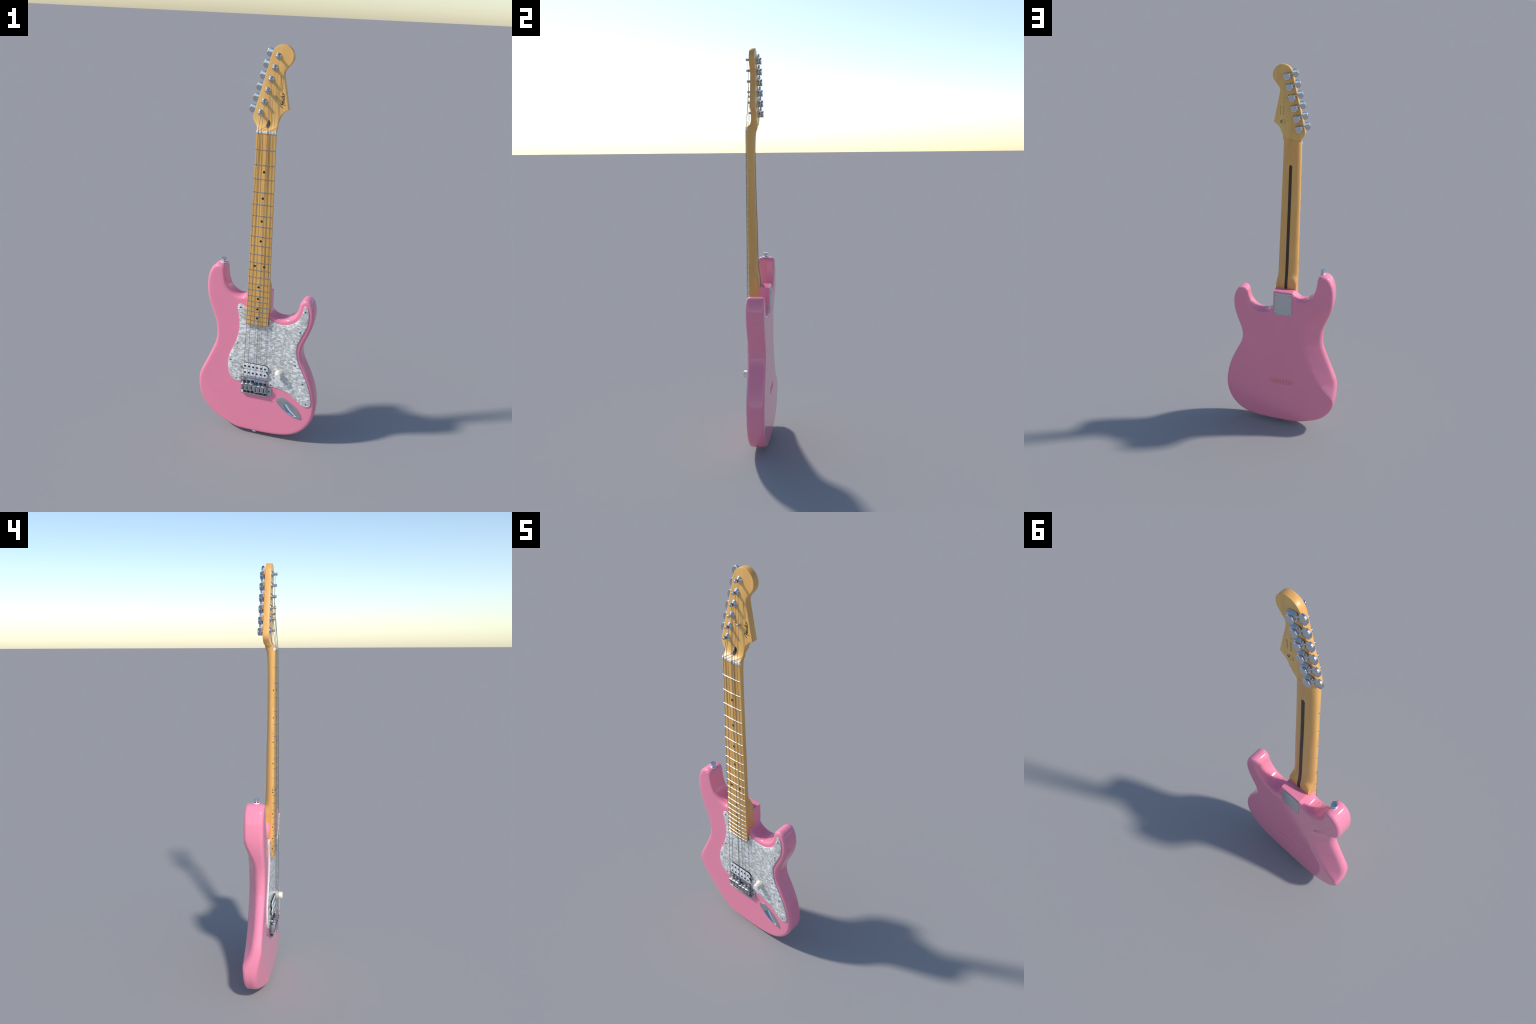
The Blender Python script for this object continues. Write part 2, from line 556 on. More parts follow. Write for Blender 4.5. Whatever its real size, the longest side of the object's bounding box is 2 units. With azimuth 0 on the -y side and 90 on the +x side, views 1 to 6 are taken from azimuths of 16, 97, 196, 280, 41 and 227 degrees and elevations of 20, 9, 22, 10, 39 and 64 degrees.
def place_screws(parent, places, r, h, mat, fr):
    first = None
    for x, y, z in places:
        if first is None:
            first = add_obj("screw", *screw_vf(r, h), mat, parent)
            first.matrix_local = fr(x, y, z)
            slot0 = add_obj("screw_slot", *cross_vf(r * 0.55, h * 1.06), M["black"], parent, 0)
            slot0.matrix_local = fr(x, y, z)
        else:
            copy_of(first, parent, fr(x, y, z))
            copy_of(slot0, parent, fr(x, y, z))

# ------------------------------------------------------------------ pickguard
PGY0, PGY1 = YF - 0.0042, YF - 0.0001
GUARD = [(-0.0600, 0.7350, 1), (-0.0757, 0.7440), (-0.0885, 0.7500), (-0.0985, 0.7512), (-0.1075, 0.7440),
         (-0.1108, 0.7319), (-0.1086, 0.7190), (-0.1039, 0.6935), (-0.0988, 0.6680), (-0.0970, 0.6440),
         (-0.0978, 0.6196), (-0.1005, 0.5921), (-0.1070, 0.5610), (-0.1162, 0.5320), (-0.1282, 0.4995),
         (-0.1400, 0.4723), (-0.1475, 0.4458), (-0.1512, 0.4198), (-0.1510, 0.3918), (-0.1482, 0.3697),
         (-0.1408, 0.3457), (-0.1297, 0.3281), (-0.1148, 0.3172), (-0.0975, 0.3130), (-0.0786, 0.3128, 1),
         (-0.0786, 0.3440, 1), (0.0718, 0.3440, 1), (0.0722, 0.3120, 1), (0.0981, 0.3138), (0.1238, 0.3110),
         (0.1496, 0.3052), (0.1703, 0.2982), (0.1913, 0.2858), (0.2154, 0.2656), (0.2342, 0.2499),
         (0.2501, 0.2378), (0.2631, 0.2322), (0.2757, 0.2312), (0.2880, 0.2352), (0.2960, 0.2453),
         (0.2971, 0.2640), (0.2938, 0.2858), (0.2869, 0.3180), (0.2771, 0.3493), (0.2649, 0.3800),
         (0.2504, 0.4100), (0.2389, 0.4324), (0.2280, 0.4560), (0.2185, 0.4760), (0.2107, 0.5010), (0.2056, 0.5283),
         (0.2042, 0.5522), (0.2072, 0.5768), (0.2149, 0.5996), (0.2252, 0.6254), (0.2377, 0.6540),
         (0.2477, 0.6819), (0.2529, 0.7088), (0.2540, 0.7322), (0.2522, 0.7576), (0.2467, 0.7771),
         (0.2390, 0.7900), (0.2327, 0.7937), (0.2279, 0.7880), (0.2257, 0.7709), (0.2202, 0.7468),
         (0.2122, 0.7248), (0.2001, 0.7071), (0.1842, 0.6925), (0.1631, 0.6803), (0.1416, 0.6736),
         (0.1197, 0.6722), (0.0985, 0.6745), (0.0799, 0.6795), (0.0660, 0.6850), (0.0560, 0.6920, 1),
         (0.0560, 0.6600, 1), (-0.0600, 0.6600, 1)]
guard = add_obj("pickguard", *slab_vf(catmull(GUARD, True, 0.006), const(PGY0), const(PGY1), 0.0018, 0.0001, 0.02, 2),
                M["pearl"], ROOT)
guard.data.materials.append(M["pearl_edge"])
for p in guard.data.polygons:          # beveled rim shows the plain white ply
    if abs(p.normal.y) < 0.9:
        p.material_index = 1
place_screws(guard, [(x, PGY0 + 0.0008, z) for x, z in (
    (-0.0946, 0.7347), (-0.1033, 0.5323), (-0.1372, 0.4310), (-0.1038, 0.3272), (0.2351, 0.7623), (0.2175, 0.6489),
    (0.2027, 0.4611), (0.2488, 0.3627), (0.2724, 0.2500), (0.0834, 0.3246))], 0.0050, 0.0022, M["screw"], FRONT)

# ------------------------------------------------------------------ humbucking pickup
pickup = add_obj("pickup", *plate_vf(stadium(-0.0560, 0.0540, 0.3640, 0.4270, r=0.004), PGY0 - 0.0040, PGY0 + 0.001),
                 M["black"], ROOT)
for zc in (0.4137, 0.3776):
    lo = add_obj("bobbin", *plate_vf(stadium(-0.0700, 0.0680, zc - 0.0172, zc + 0.0172), PGY0 - 0.0068, PGY0 + 0.001),
                 M["black"], pickup)
    add_obj("coil_cover", *plate_vf(stadium(-0.0695, 0.0675, zc - 0.0170, zc + 0.0170), PGY0 - 0.0092, PGY0 - 0.0062, r=0.0012, seg=3),
            M["white"], pickup)
    for i in range(6):
        x = -0.0551 + i * 0.02122
        add_obj("pole_piece", *lathe_vf([(0.0053, 0), (0.0053, 0.0012), (0.0048, 0.0017), (0, 0.0017)],
                                        (x, PGY0 - 0.0085, zc), (0, -1, 0), 20), M["black"], pickup)
for x, z in ((-0.0777, 0.4010), (0.0771, 0.3990)):
    add_obj("mounting_tab", *plate_vf(stadium(x - 0.006, x + 0.006, z - 0.008, z + 0.008, r=0.004), PGY0 - 0.0012, PGY0 + 0.001, r=0.0004),
            M["satin"], pickup)
place_screws(pickup, [(-0.0777, PGY0 - 0.001, 0.4010), (0.0771, PGY0 - 0.001, 0.3990)], 0.0034, 0.0026, M["brass"], FRONT)

# ------------------------------------------------------------------ volume knob
KX, KZ = 0.1245, 0.3960
knob = add_obj("volume_knob", *lathe_vf([(0.0228, 0), (0.0230, 0.0030), (0.0222, 0.0048), (0.0195, 0.0078), (0.0176, 0.0120),
                                          (0.0172, 0.0293), (0.0164, 0.0320), (0.0148, 0.0330), (0, 0.0330)],
                                         (KX, PGY0, KZ), (0, -1, 0), 48), M["knob"], ROOT, 50)
add_obj("knob_face", *lathe_vf([(0.0150, 0), (0.0147, 0.0005), (0.0144, 0.0006), (0.0140, 0.0006), (0, 0.0006)], (KX, PGY0 - 0.0329, KZ), (0, -1, 0), 40), M["white"], knob)
mark = merge([xform(box_vf(-0.0007, 0.0007, -0.0085, 0.0085, 0, 0.0003), frame((KX, PGY0 - 0.0335, KZ),
        (0.8, 0, 0.6), (-0.6, 0, 0.8), (0, -1, 0)))])
add_obj("knob_mark", *mark, M["cream"], knob, 0)
for k in range(10):
    a = 2 * math.pi * (k + 0.5) / 10
    add_obj("knob_number_mark", *lathe_vf([(0.0011, 0), (0.0011, 0.0004)], (KX + 0.0207 * math.cos(a), PGY0 - 0.0062, KZ + 0.0207 * math.sin(a)),
            (0.55 * math.cos(a), -0.83, 0.55 * math.sin(a)), 10), M["cream"], knob, 0)

# ------------------------------------------------------------------ bridge
BY = YF - 0.0002
_prof = [(BY, 0.2600), (BY - 0.0062, 0.2600), (BY - 0.0068, 0.3120), (BY - 0.0066, 0.3210), (BY - 0.0006, 0.3395), (BY, 0.3395)]  # top band sloped back only to give it a blue sky reflection
_V = [(x, y, z) for x in (-0.0752, 0.0690) for y, z in _prof]
_F = [tuple(range(6)), tuple(range(6, 12))[::-1]] + [(k, (k + 1) % 6, 6 + (k + 1) % 6, 6 + k) for k in range(6)]
bridge = add_obj("bridge", _V, _F, M["plate_chrome"], ROOT, 40, 0.0012)
lip = add_obj("bridge_lip", *box_vf(-0.0752, 0.0680, BY - 0.0170, BY - 0.0010, 0.2545, 0.2600), M["satin"], bridge, 40, 0.0012)
tabloop = stadium(0.0640, 0.0895, 0.2590, 0.3040, r=0.0012, n=3)
hole = [(0.0756 + 0.0046 * math.cos(2 * math.pi * k / 20), 0.2815 + 0.0046 * math.sin(2 * math.pi * k / 20)) for k in range(20)]
add_obj("tremolo_block", *plate_vf(tabloop, BY - 0.0036, BY, [hole]), M["satin"], bridge)
add_obj("tremolo_arm_socket", *lathe_vf([(0.0050, 0), (0.0050, 0.0012)], (0.0756, BY + 0.0003, 0.2815), (0, -1, 0), 20), M["black"], bridge)
SADDLE_TOP = [0.3160, 0.3193, 0.3222, 0.3142, 0.3168, 0.3178]
PITCH = 0.0221
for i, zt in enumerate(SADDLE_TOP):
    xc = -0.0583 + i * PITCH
    w = PITCH * 0.49
    # wedge-shaped block: tall at the string break point, lower at the tail
    prof = [(BY - 0.0075, zt - 0.0440), (BY - 0.0190, zt - 0.0440), (BY - 0.0275, zt - 0.0090), (BY - 0.0268, zt - 0.0020),
            (BY - 0.0235, zt), (BY - 0.0075, zt)]
    V = [(xc - w, y, z) for y, z in prof] + [(xc + w, y, z) for y, z in prof]
    n = len(prof)
    F = [tuple(range(n)), tuple(range(n, 2 * n))[::-1]] + [(k, (k + 1) % n, n + (k + 1) % n, n + k) for k in range(n)]
    sd = add_obj("saddle", V, F, M["satin"], bridge, 40, 0.0010)
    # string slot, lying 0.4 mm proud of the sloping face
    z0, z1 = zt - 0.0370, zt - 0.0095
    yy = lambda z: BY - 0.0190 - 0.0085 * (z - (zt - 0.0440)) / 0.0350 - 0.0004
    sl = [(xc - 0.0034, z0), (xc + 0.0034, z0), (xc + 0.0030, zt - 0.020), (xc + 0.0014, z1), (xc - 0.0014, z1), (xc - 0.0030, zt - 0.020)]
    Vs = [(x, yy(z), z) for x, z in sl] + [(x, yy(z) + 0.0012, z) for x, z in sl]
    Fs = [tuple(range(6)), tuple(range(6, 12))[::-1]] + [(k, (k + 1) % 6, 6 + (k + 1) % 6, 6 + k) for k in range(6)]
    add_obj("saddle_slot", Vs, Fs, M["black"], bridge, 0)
    for dx in (-0.006, 0.006):
        add_obj("height_screw", *tube_vf([(xc + dx, BY - 0.0055, zt - 0.004), (xc + dx, BY - 0.0300, zt - 0.0045)], 0.0016, 10), M["black"], bridge)
    add_obj("intonation_screw", *tube_vf([(xc, BY - 0.0105, zt - 0.042), (xc, BY - 0.0105, 0.2515)], 0.0030, 12), M["black"], bridge)
    add_obj("intonation_spring", *tube_vf([(xc, BY - 0.0085, zt - 0.0445), (xc, BY - 0.0085, 0.2600)], 0.0050, 12), M["black"], bridge)
    add_obj("saddle_shadow_block", *box_vf(xc - 0.0075, xc + 0.0075, BY - 0.0076, BY - 0.0064, zt + 0.0006, zt + 0.0085), M["black"], bridge, 0)  # black box modelled as the shadow above each saddle
for x in (-0.0600, 0.0508):
    add_obj("pivot_post", *lathe_vf([(0.0072, 0), (0.0072, 0.0055), (0.0050, 0.0072), (0.0050, 0.0105), (0.0042, 0.0115), (0, 0.0115)],
                                    (x, BY - 0.0030, 0.3335), (0, -1, 0), 24), M["brass"], bridge)

# ------------------------------------------------------------------ output jack plate
JY = YF - 0.0022
JACK = [(0.1172, 0.2330), (0.1185, 0.2450), (0.1260, 0.2550), (0.1392, 0.2602), (0.1530, 0.2605), (0.1676, 0.2544),
        (0.1888, 0.2420), (0.2101, 0.2268), (0.2289, 0.2100), (0.2430, 0.1909), (0.2520, 0.1700), (0.2552, 0.1560),
        (0.2535, 0.1512), (0.2470, 0.1500), (0.2356, 0.1508), (0.2148, 0.1556), (0.1885, 0.1680), (0.1616, 0.1864),
        (0.1399, 0.2045), (0.1240, 0.2210)]
CUP_A, CUP_B = np.array([0.1722, 0.2388]), np.array([0.1468, 0.2052])
side_a = catmull([tuple(CUP_A), (0.1900, 0.2285), (0.2058, 0.2130), (0.2190, 0.1930), (0.2285, 0.1690), (0.2272, 0.1632)], False, 0.004)
side_b = catmull([tuple(CUP_B), (0.1655, 0.1880), (0.1850, 0.1735), (0.2050, 0.1655), (0.2200, 0.1618), (0.2272, 0.1632)], False, 0.004)
def resample(C, n):
    d = np.r_[0, np.cumsum(np.linalg.norm(np.diff(C, axis=0), axis=1))]
    t = np.linspace(0, d[-1], n)
    return np.stack([np.interp(t, d, C[:, 0]), np.interp(t, d, C[:, 1])], 1)
NU, NV = 24, 14
side_a, side_b = resample(side_a, NU), resample(side_b, NU)
hole = np.concatenate([side_b, side_a[-2::-1]])
jack = add_obj("jack_plate", *slab_vf(catmull(JACK, True, 0.004), const(JY), const(YF - 0.0001), 0.0010, 0.0001, 0, 2, [hole]), M["satin"], ROOT)
V, F = [], []
for i in range(NU):
    u = i / (NU - 1)
    for j in range(NV + 1):
        v = j / NV
        p = side_b[i] * (1 - v) + side_a[i] * v
        depth = 0.026 * (1 - u) ** 0.9 * math.sqrt(max(0, 1 - (2 * v - 1) ** 2)) ** 0.8
        V.append((p[0], JY + 0.0006 + depth, p[1]))
for i in range(NU - 1):
    for j in range(NV):
        a = i * (NV + 1) + j
        F.append((a, a + 1, a + NV + 2, a + NV + 1))
cupo = len(V)
F.append(tuple(range(NV + 1)))
add_obj("jack_cup", V, F, M["chrome"], jack, 50)
mid = (CUP_A + CUP_B) / 2
ax = Vector((0.72, -0.25, -0.62))
add_obj("jack_socket", *lathe_vf([(0.0105, 0), (0.0105, 0.0035), (0.0062, 0.0045), (0.0058, 0.0020), (0, 0.0020)],
        (mid[0] + 0.0005, JY + 0.0115, mid[1]), ax, 24), M["satin"], jack)
add_obj("jack_socket_hole", *lathe_vf([(0.0060, 0), (0.0060, 0.0010)], (mid[0] + 0.0020, JY + 0.0110, mid[1] - 0.0012), ax, 20), M["black"], jack)
place_screws(jack, [(0.1335, JY + 0.0004, 0.2405), (0.2412, JY + 0.0004, 0.1630)], 0.0042, 0.0016, M["satin"], FRONT)

# ------------------------------------------------------------------ neck, fingerboard
def x_left(z):
    return -0.0504 - 0.0106 * (1.62 - z) / 0.964
def x_right(z):
    return 0.0416 + 0.0121 * (1.62 - z) / 0.964
def y_edge(z):
    return -0.0478 + 0.0040 * (1.62 - z) / 0.964
CROWN = 0.0026
def y_board(x, z):
    c, hw = (x_left(z) + x_right(z)) / 2, (x_right(z) - x_left(z)) / 2
    return y_edge(z) - CROWN * (1 - ((x - c) / hw) ** 2)
BOARD_T = 0.0105
BACK_Z = [0.66, 0.845, 0.862, 0.875, 0.90, 0.93, 0.97, 1.02, 1.18, 1.23, 1.34, 1.52, 1.585, 1.6086, 1.6195, 1.631, 1.66]
BACK_Y = [0.0083, 0.0083, 0.0083, 0.0072, 0.0030, 0.0005, -0.0018, -0.0022, -0.0050, -0.0068, -0.0090, -0.0098, -0.0074, -0.0042,
          0.0000, 0.0034, 0.0034]
def head_front(x, z):
    z = np.asarray(z, float)
    y = interp(z, [1.60, 1.6255, 1.6290, 1.6335, 1.6386, 1.6440, 1.6495, 1.6565, 1.6637, 1.6710, 1.680],
               [-0.0490, -0.0484, -0.0440, -0.0385, -0.0332, -0.0288, -0.0268, -0.0250, -0.0241, -0.0236, -0.0234])
    return y
def neck_vf():
    zs = np.unique(np.r_[np.linspace(0.672, 0.90, 40), np.linspace(0.90, 1.56, 50), np.linspace(1.56, 1.660, 34)])
    V, F = [], []
    n = 33
    for z in zs:
        xl, xr = x_left(z), x_right(z)
        c, hw = (xl + xr) / 2, (xr - xl) / 2
        yf = y_edge(z) + BOARD_T
        if z > 1.6135:
            yf = float(head_front(0, z)) + 0.006
        yb = float(np.interp(z, BACK_Z, BACK_Y))
        heelness = float(np.clip((0.905 - z) / 0.055, 0, 1))      # square heel, D-shaped shaft
        heelness = heelness * heelness * (3 - 2 * heelness)
        ys = (1 - heelness) * (y_edge(z) + 0.0125) + heelness * (yb - 0.0005)
        ex = 2.1 + heelness * 10
        if z > 1.6135:
            ys = max(ys, yf + 0.002)
            yb = max(yb, ys + 0.001)
        for k in range(n):
            s = -1 + 2 * k / (n - 1)
            a = math.asin(s)
            ca, sa = math.cos(a), math.sin(a)
            x = c + hw * math.copysign(abs(s) ** 1.0, s)
            t = max(0.0, 1 - abs(s) ** ex)
            V.append((c + hw * math.sin(math.pi / 2 * s), ys + (yb - ys) * max(0.0, 1 - abs(math.sin(math.pi / 2 * s)) ** ex) ** (1 / 2.0), z))
        V.append((xr, yf, z))
        V.append((xl, yf, z))
    m = n + 2
    for i in range(len(zs) - 1):
        for k in range(m):
            k2 = (k + 1) % m
            F.append((i*m+k, i*m+k2, (i+1)*m+k2, (i+1)*m+k))
    F.append(tuple(range(m)))
    F.append(tuple((len(zs) - 1) * m + k for k in range(m)))
    return V, F
neck = add_obj("neck", *neck_vf(), M["maple"], ROOT, 35)

def board_vf():
    zs = np.r_[np.linspace(0.6530, 1.6130, 70)]
    V, F = [], []
    n = 17
    for z in zs:
        xl, xr = x_left(z), x_right(z)
        for k in range(n):
            x = xl + (xr - xl) * k / (n - 1)
            V.append((x, y_board(x, z), z))
        V.append((xr, y_edge(z) + BOARD_T, z))
        V.append((xl, y_edge(z) + BOARD_T, z))
    m = n + 2
    for i in range(len(zs) - 1):
        for k in range(m):
            k2 = (k + 1) % m
            F.append((i*m+k, i*m+k2, (i+1)*m+k2, (i+1)*m+k))
    F.append(tuple(range(m)))
    F.append(tuple((len(zs) - 1) * m + k for k in range(m)))
    return V, F
board = add_obj("fingerboard", *board_vf(), M["board"], ROOT, 35)

NUT_Z, SCALE = 1.6140, 1.3260
def fret_z(n):
    return NUT_Z - SCALE * (1 - 2 ** (-n / 12))
for n in range(1, 23):
    z = fret_z(n)
    xl, xr = x_left(z) - 0.0006, x_right(z) + 0.0006
    V, F = [], []
    sec = [(-0.0022, 0.0006), (-0.0020, -0.0012), (-0.0010, -0.0023), (0.0010, -0.0023), (0.0020, -0.0012), (0.0022, 0.0006)]
    K = 13
    for k in range(K):
        x = xl + (xr - xl) * k / (K - 1)
        yy = y_board(x, z)
        for dz, dy in sec:
            V.append((x, yy + dy, z + dz))
    m = len(sec)
    for k in range(K - 1):
        for j in range(m):
            F.append((k*m+j, k*m+(j+1) % m, (k+1)*m+(j+1) % m, (k+1)*m+j))
    F += [tuple(range(m)), tuple((K - 1) * m + j for j in range(m))]
    # tang ends showing on both flanks of the board
    for xe, s in ((xl, -1), (xr, 1)):
        bv, bf = box_vf(xe - 0.0004, xe + 0.0004, y_edge(z), y_edge(z) + 0.0058, z - 0.0006, z + 0.0006)
        o = len(V)
        V += bv
        F += [tuple(i + o for i in q) for q in bf]
    add_obj("fret", V, F, M["steel"], board, 40)

cx = lambda z: (x_left(z) + x_right(z)) / 2
def dot(x, z, r=0.0058):
    vf = lathe_vf([(r, -0.001), (r, 0.0003), (r * 0.9, 0.0005), (0, 0.0005)], (x, y_board(x, z), z), (0, -1, 0), 24)
    add_obj("inlay_dot", *vf, M["dot"], board)
for n in (3, 5, 7, 9, 12, 15, 17, 19, 21):
    z = (fret_z(n) + fret_z(n - 1)) / 2
    if n == 12:
        dot(cx(z) - 0.0237, z)
        dot(cx(z) + 0.0237, z)
    else:
        dot(cx(z), z)
    for dz in ((-0.0058, 0.0058) if n == 12 else (0,)):
        add_obj("side_dot", *lathe_vf([(0.0027, -0.0010), (0.0027, 0.0003), (0, 0.0003)],
                (x_left(z), y_edge(z) + 0.0048, z + dz), (-1, 0, 0), 16), M["dot"], board)

# walnut stripe let into the back of the neck
def stripe_vf():
    zs = np.linspace(0.826, 1.509, 90)
    V, F = [], []
    K = 9
    for z in zs:
        w = 0.0080
        d = 1.509 - z
        if d < w:
            w = math.sqrt(max(1e-8, w * w - (w - d) ** 2))
        yb = float(np.interp(z, BACK_Z, BACK_Y))
        hw = (x_right(z) - x_left(z)) / 2
        for k in range(K):
            s = -1 + 2 * k / (K - 1)
            sag = (yb - y_edge(z) - 0.0125) * 0.5 * (abs(s) * w / hw) ** 2.1 * (0 if z < 0.87 else 1)
            V.append((cx(z) + s * w, yb - sag + 0.0004, z))
        for k in range(K):
            s = -1 + 2 * k / (K - 1)
            V.append((cx(z) - s * w, yb - 0.004, z))
    m = 2 * K
    for i in range(len(zs) - 1):
        for k in range(m):
            F.append((i*m+k, i*m+(k+1) % m, (i+1)*m+(k+1) % m, (i+1)*m+k))
    F += [tuple(range(m)), tuple((len(zs) - 1) * m + k for k in range(m))]
    return V, F
add_obj("skunk_stripe", *stripe_vf(), M["walnut"], neck)

# nut
def nut_vf():
    V, F = [], []
    K = 13
    z0, z1 = 1.6128, 1.6238
    for k in range(K):
        x = x_left(z0) - 0.0003 + (x_right(z0) - x_left(z0) + 0.0006) * k / (K - 1)
        top = y_board(min(max(x, x_left(z0)), x_right(z0)), z0) - 0.0030
        bot = y_edge(z0) + 0.0062
        for y, z in ((bot, z0), (top + 0.0006, z0), (top, z0 + 0.0012), (top, z1 - 0.0012), (top + 0.0012, z1), (bot, z1)):
            V.append((x, y, z))
    m = 6
    for k in range(K - 1):
        for j in range(m):
            F.append((k*m+j, k*m+(j+1) % m, (k+1)*m+(j+1) % m, (k+1)*m+j))
    F += [tuple(range(m)), tuple((K - 1) * m + j for j in range(m))]
    return V, F
nut = add_obj("nut", *nut_vf(), M["bone"], ROOT, 40)

# ------------------------------------------------------------------ headstock
HEAD = [(-0.0502, 1.6135, 1), (0.0414, 1.6135, 1), (0.0416, 1.6350), (0.0424, 1.6530), (0.0444, 1.6686), (0.0481, 1.6822),
        (0.0540, 1.6942), (0.0626, 1.7046), (0.0735, 1.7130), (0.0872, 1.7208, 1), (0.0754, 1.7802), (0.0668, 1.8240),
        (0.0599, 1.8610), (0.0581, 1.8744), (0.0592, 1.8843), (0.0648, 1.8948), (0.0735, 1.9050), (0.0850, 1.9180),
        (0.0932, 1.9315), (0.0970, 1.9430), (0.0972, 1.9543), (0.0934, 1.9700), (0.0866, 1.9807), (0.0757, 1.9912),
        (0.0632, 1.9984), (0.0490, 2.0005), (0.0341, 1.9985), (0.0207, 1.9925), (0.0109, 1.9848), (0.0035, 1.9750),
        (-0.0008, 1.9640), (-0.0131, 1.9175), (-0.0278, 1.8637), (-0.0410, 1.8121), (-0.0532, 1.7694), (-0.0623, 1.7365),
        (-0.0707, 1.7035), (-0.0742, 1.6895), (-0.0755, 1.6770), (-0.0720, 1.6640), (-0.0640, 1.6530), (-0.0555, 1.6425),
        (-0.0508, 1.6320)]
ARC_X = [-0.080, -0.0739, -0.0646, -0.0537, -0.0361, -0.0165, 0.0, 0.0168, 0.0304, 0.0375, 0.045]
ARC_Z = [1.677, 1.6686, 1.6568, 1.6448, 1.6346, 1.6302, 1.6307, 1.6389, 1.6522, 1.6620, 1.672]
def head_back(x, z):
    arc = interp(x, ARC_X, ARC_Z)
    return 0.0036 - np.clip((arc - z) * 1.25, 0, 0.017) - np.clip(1.642 - np.asarray(z), 0, 0.03) * 0.85
Hl = catmull(HEAD, True, 0.004)
headstock = add_obj("headstock", *slab_vf(Hl, head_front, head_back, 0.0012, 0.0012, 0.005, 2), M["head"], ROOT, 30)

headstock.data.materials.append(M["maple"])
for p in headstock.data.polygons:      # the sawn flanks show plain side grain
    if abs(p.normal.y) < 0.55:
        p.material_index = 1

# dark truss-rod plug on the sloping ramp
TEAR = [(0.0006, 1.6720), (0.0052, 1.6640), (0.0068, 1.6570), (0.0056, 1.6470), (0.0015, 1.6395), (-0.0048, 1.6370),
        (-0.0095, 1.6405), (-0.0102, 1.6480), (-0.0082, 1.6570), (-0.0045, 1.6650)]
tl = catmull(TEAR, True, 0.002)
add_obj("truss_rod_plug", *slab_vf(tl, lambda x, z: head_front(x, z) - 0.0006, lambda x, z: head_front(x, z) + 0.002, 0.0002, 0.0002, 0.003, 1),
        M["black"], headstock)

# ------------------------------------------------------------------ tuning machines
U = Vector((-0.9634, 0, 0.2681))          # along the key shaft, outwards
W = Vector((0.2681, 0, 0.9634))           # along the row of tuners
POST0, STEP = Vector((-0.0412, 0, 1.7015)), Vector((0.01388, 0, 0.04984))
def tuner_frame(i):
    o = POST0 + STEP * i
    return frame(o, U, (0, 1, 0), W)
def button_vf():
    """key: flat on the shaft side, rounded outside, lens-shaped in section"""
    loop = catmull([(0.0375, -0.0160), (0.0445, -0.0198), (0.0530, -0.0190), (0.0600, -0.0130), (0.0632, 0.0),
                    (0.0600, 0.0130), (0.0530, 0.0190), (0.0445, 0.0198), (0.0375, 0.0160), (0.0352, 0.0)], True, 0.002)
    yf = lambda x, z: 0.0090 - 0.0062 * np.sqrt(np.clip(1 - (np.asarray(z) / 0.0245) ** 2, 0, 1))
    yb = lambda x, z: 0.0090 + 0.0062 * np.sqrt(np.clip(1 - (np.asarray(z) / 0.0245) ** 2, 0, 1))
    return slab_vf(loop, yf, yb, 0.0016, 0.0016, 0.003, 3)
proto = {}
def tuner_part(name, vf, mat, smooth=40, bevel=0.0):
    proto[name] = add_obj(name, *vf, mat, None, smooth, bevel)
HOUSE = [(-0.0125, 0.0110, 1), (0.0215, 0.0110, 1), (0.0215, -0.0050), (0.0225, -0.0115, 1), (0.0222, -0.0160, 1), (0.0180, -0.0190), (0.0060, -0.0248), (-0.0065, -0.0200), (-0.0122, -0.0090)]
_hv, _hf = slab_vf(catmull(HOUSE, True, 0.002), const(0.0060), const(0.0190), 0.0010, 0.0012, 0, 3)
_hv = [(x, y, z - 0.0055 * (y - 0.006) / 0.013 * min(1, max(0, (z + 0.002) / 0.011))) for x, y, z in _hv]   # roof slopes to the back
tuner_part("tuner_housing", (_hv, _hf), M["chrome"])
tuner_part("tuner_base", box_vf(-0.0115, 0.0195, 0.0030, 0.0065, -0.0240, 0.0100), M["satin"], 40, 0.0006)
tuner_part("tuner_cap", lathe_vf([(0.0130, 0), (0.0160, 0.0018), (0.0172, 0.0045), (0.0168, 0.0078), (0.0154, 0.0096), (0.0145, 0.0098), (0.0139, 0.0095), (0.0136, 0.0095), (0, 0.0095)],
                                  (0.0055, 0.0187, -0.0080), (0, 1, 0), 36), M["chrome"])
tuner_part("tuner_shaft", lathe_vf([(0.0052, 0), (0.0052, 0.004), (0.0036, 0.006), (0.0034, 0.012), (0.0046, 0.016), (0.0046, 0.022)],
                                    (0.0190, 0.0095, 0.0), (1, 0, 0), 20), M["chrome"])
tuner_part("tuner_button", button_vf(), M["chrome"])
tuner_part("tuner_screw_hole", lathe_vf([(0.0028, 0), (0.0028, 0.0006)], (-0.0129, 0.0105, 0.0), (-1, 0, 0), 16), M["black"])
tuner_part("tuner_bushing", lathe_vf([(0.0145, 0), (0.0146, 0.0014), (0.0140, 0.0028), (0.0124, 0.0045), (0.0100, 0.0062), (0.0078, 0.0080), (0.0066, 0.0092)],
                                      (0, -0.0230, 0), (0, -1, 0), 32), M["chrome"])
tuner_part("tuner_post", lathe_vf([(0.0062, 0), (0.0062, 0.008), (0.0050, 0.0115), (0.0047, 0.0150), (0.0052, 0.0175), (0.0064, 0.0192), (0.0069, 0.0212), (0.0066, 0.0232), (0.0055, 0.0248), (0.0034, 0.0258), (0, 0.0261)],
                                   (0, -0.0230, 0), (0, -1, 0), 24), M["chrome"])
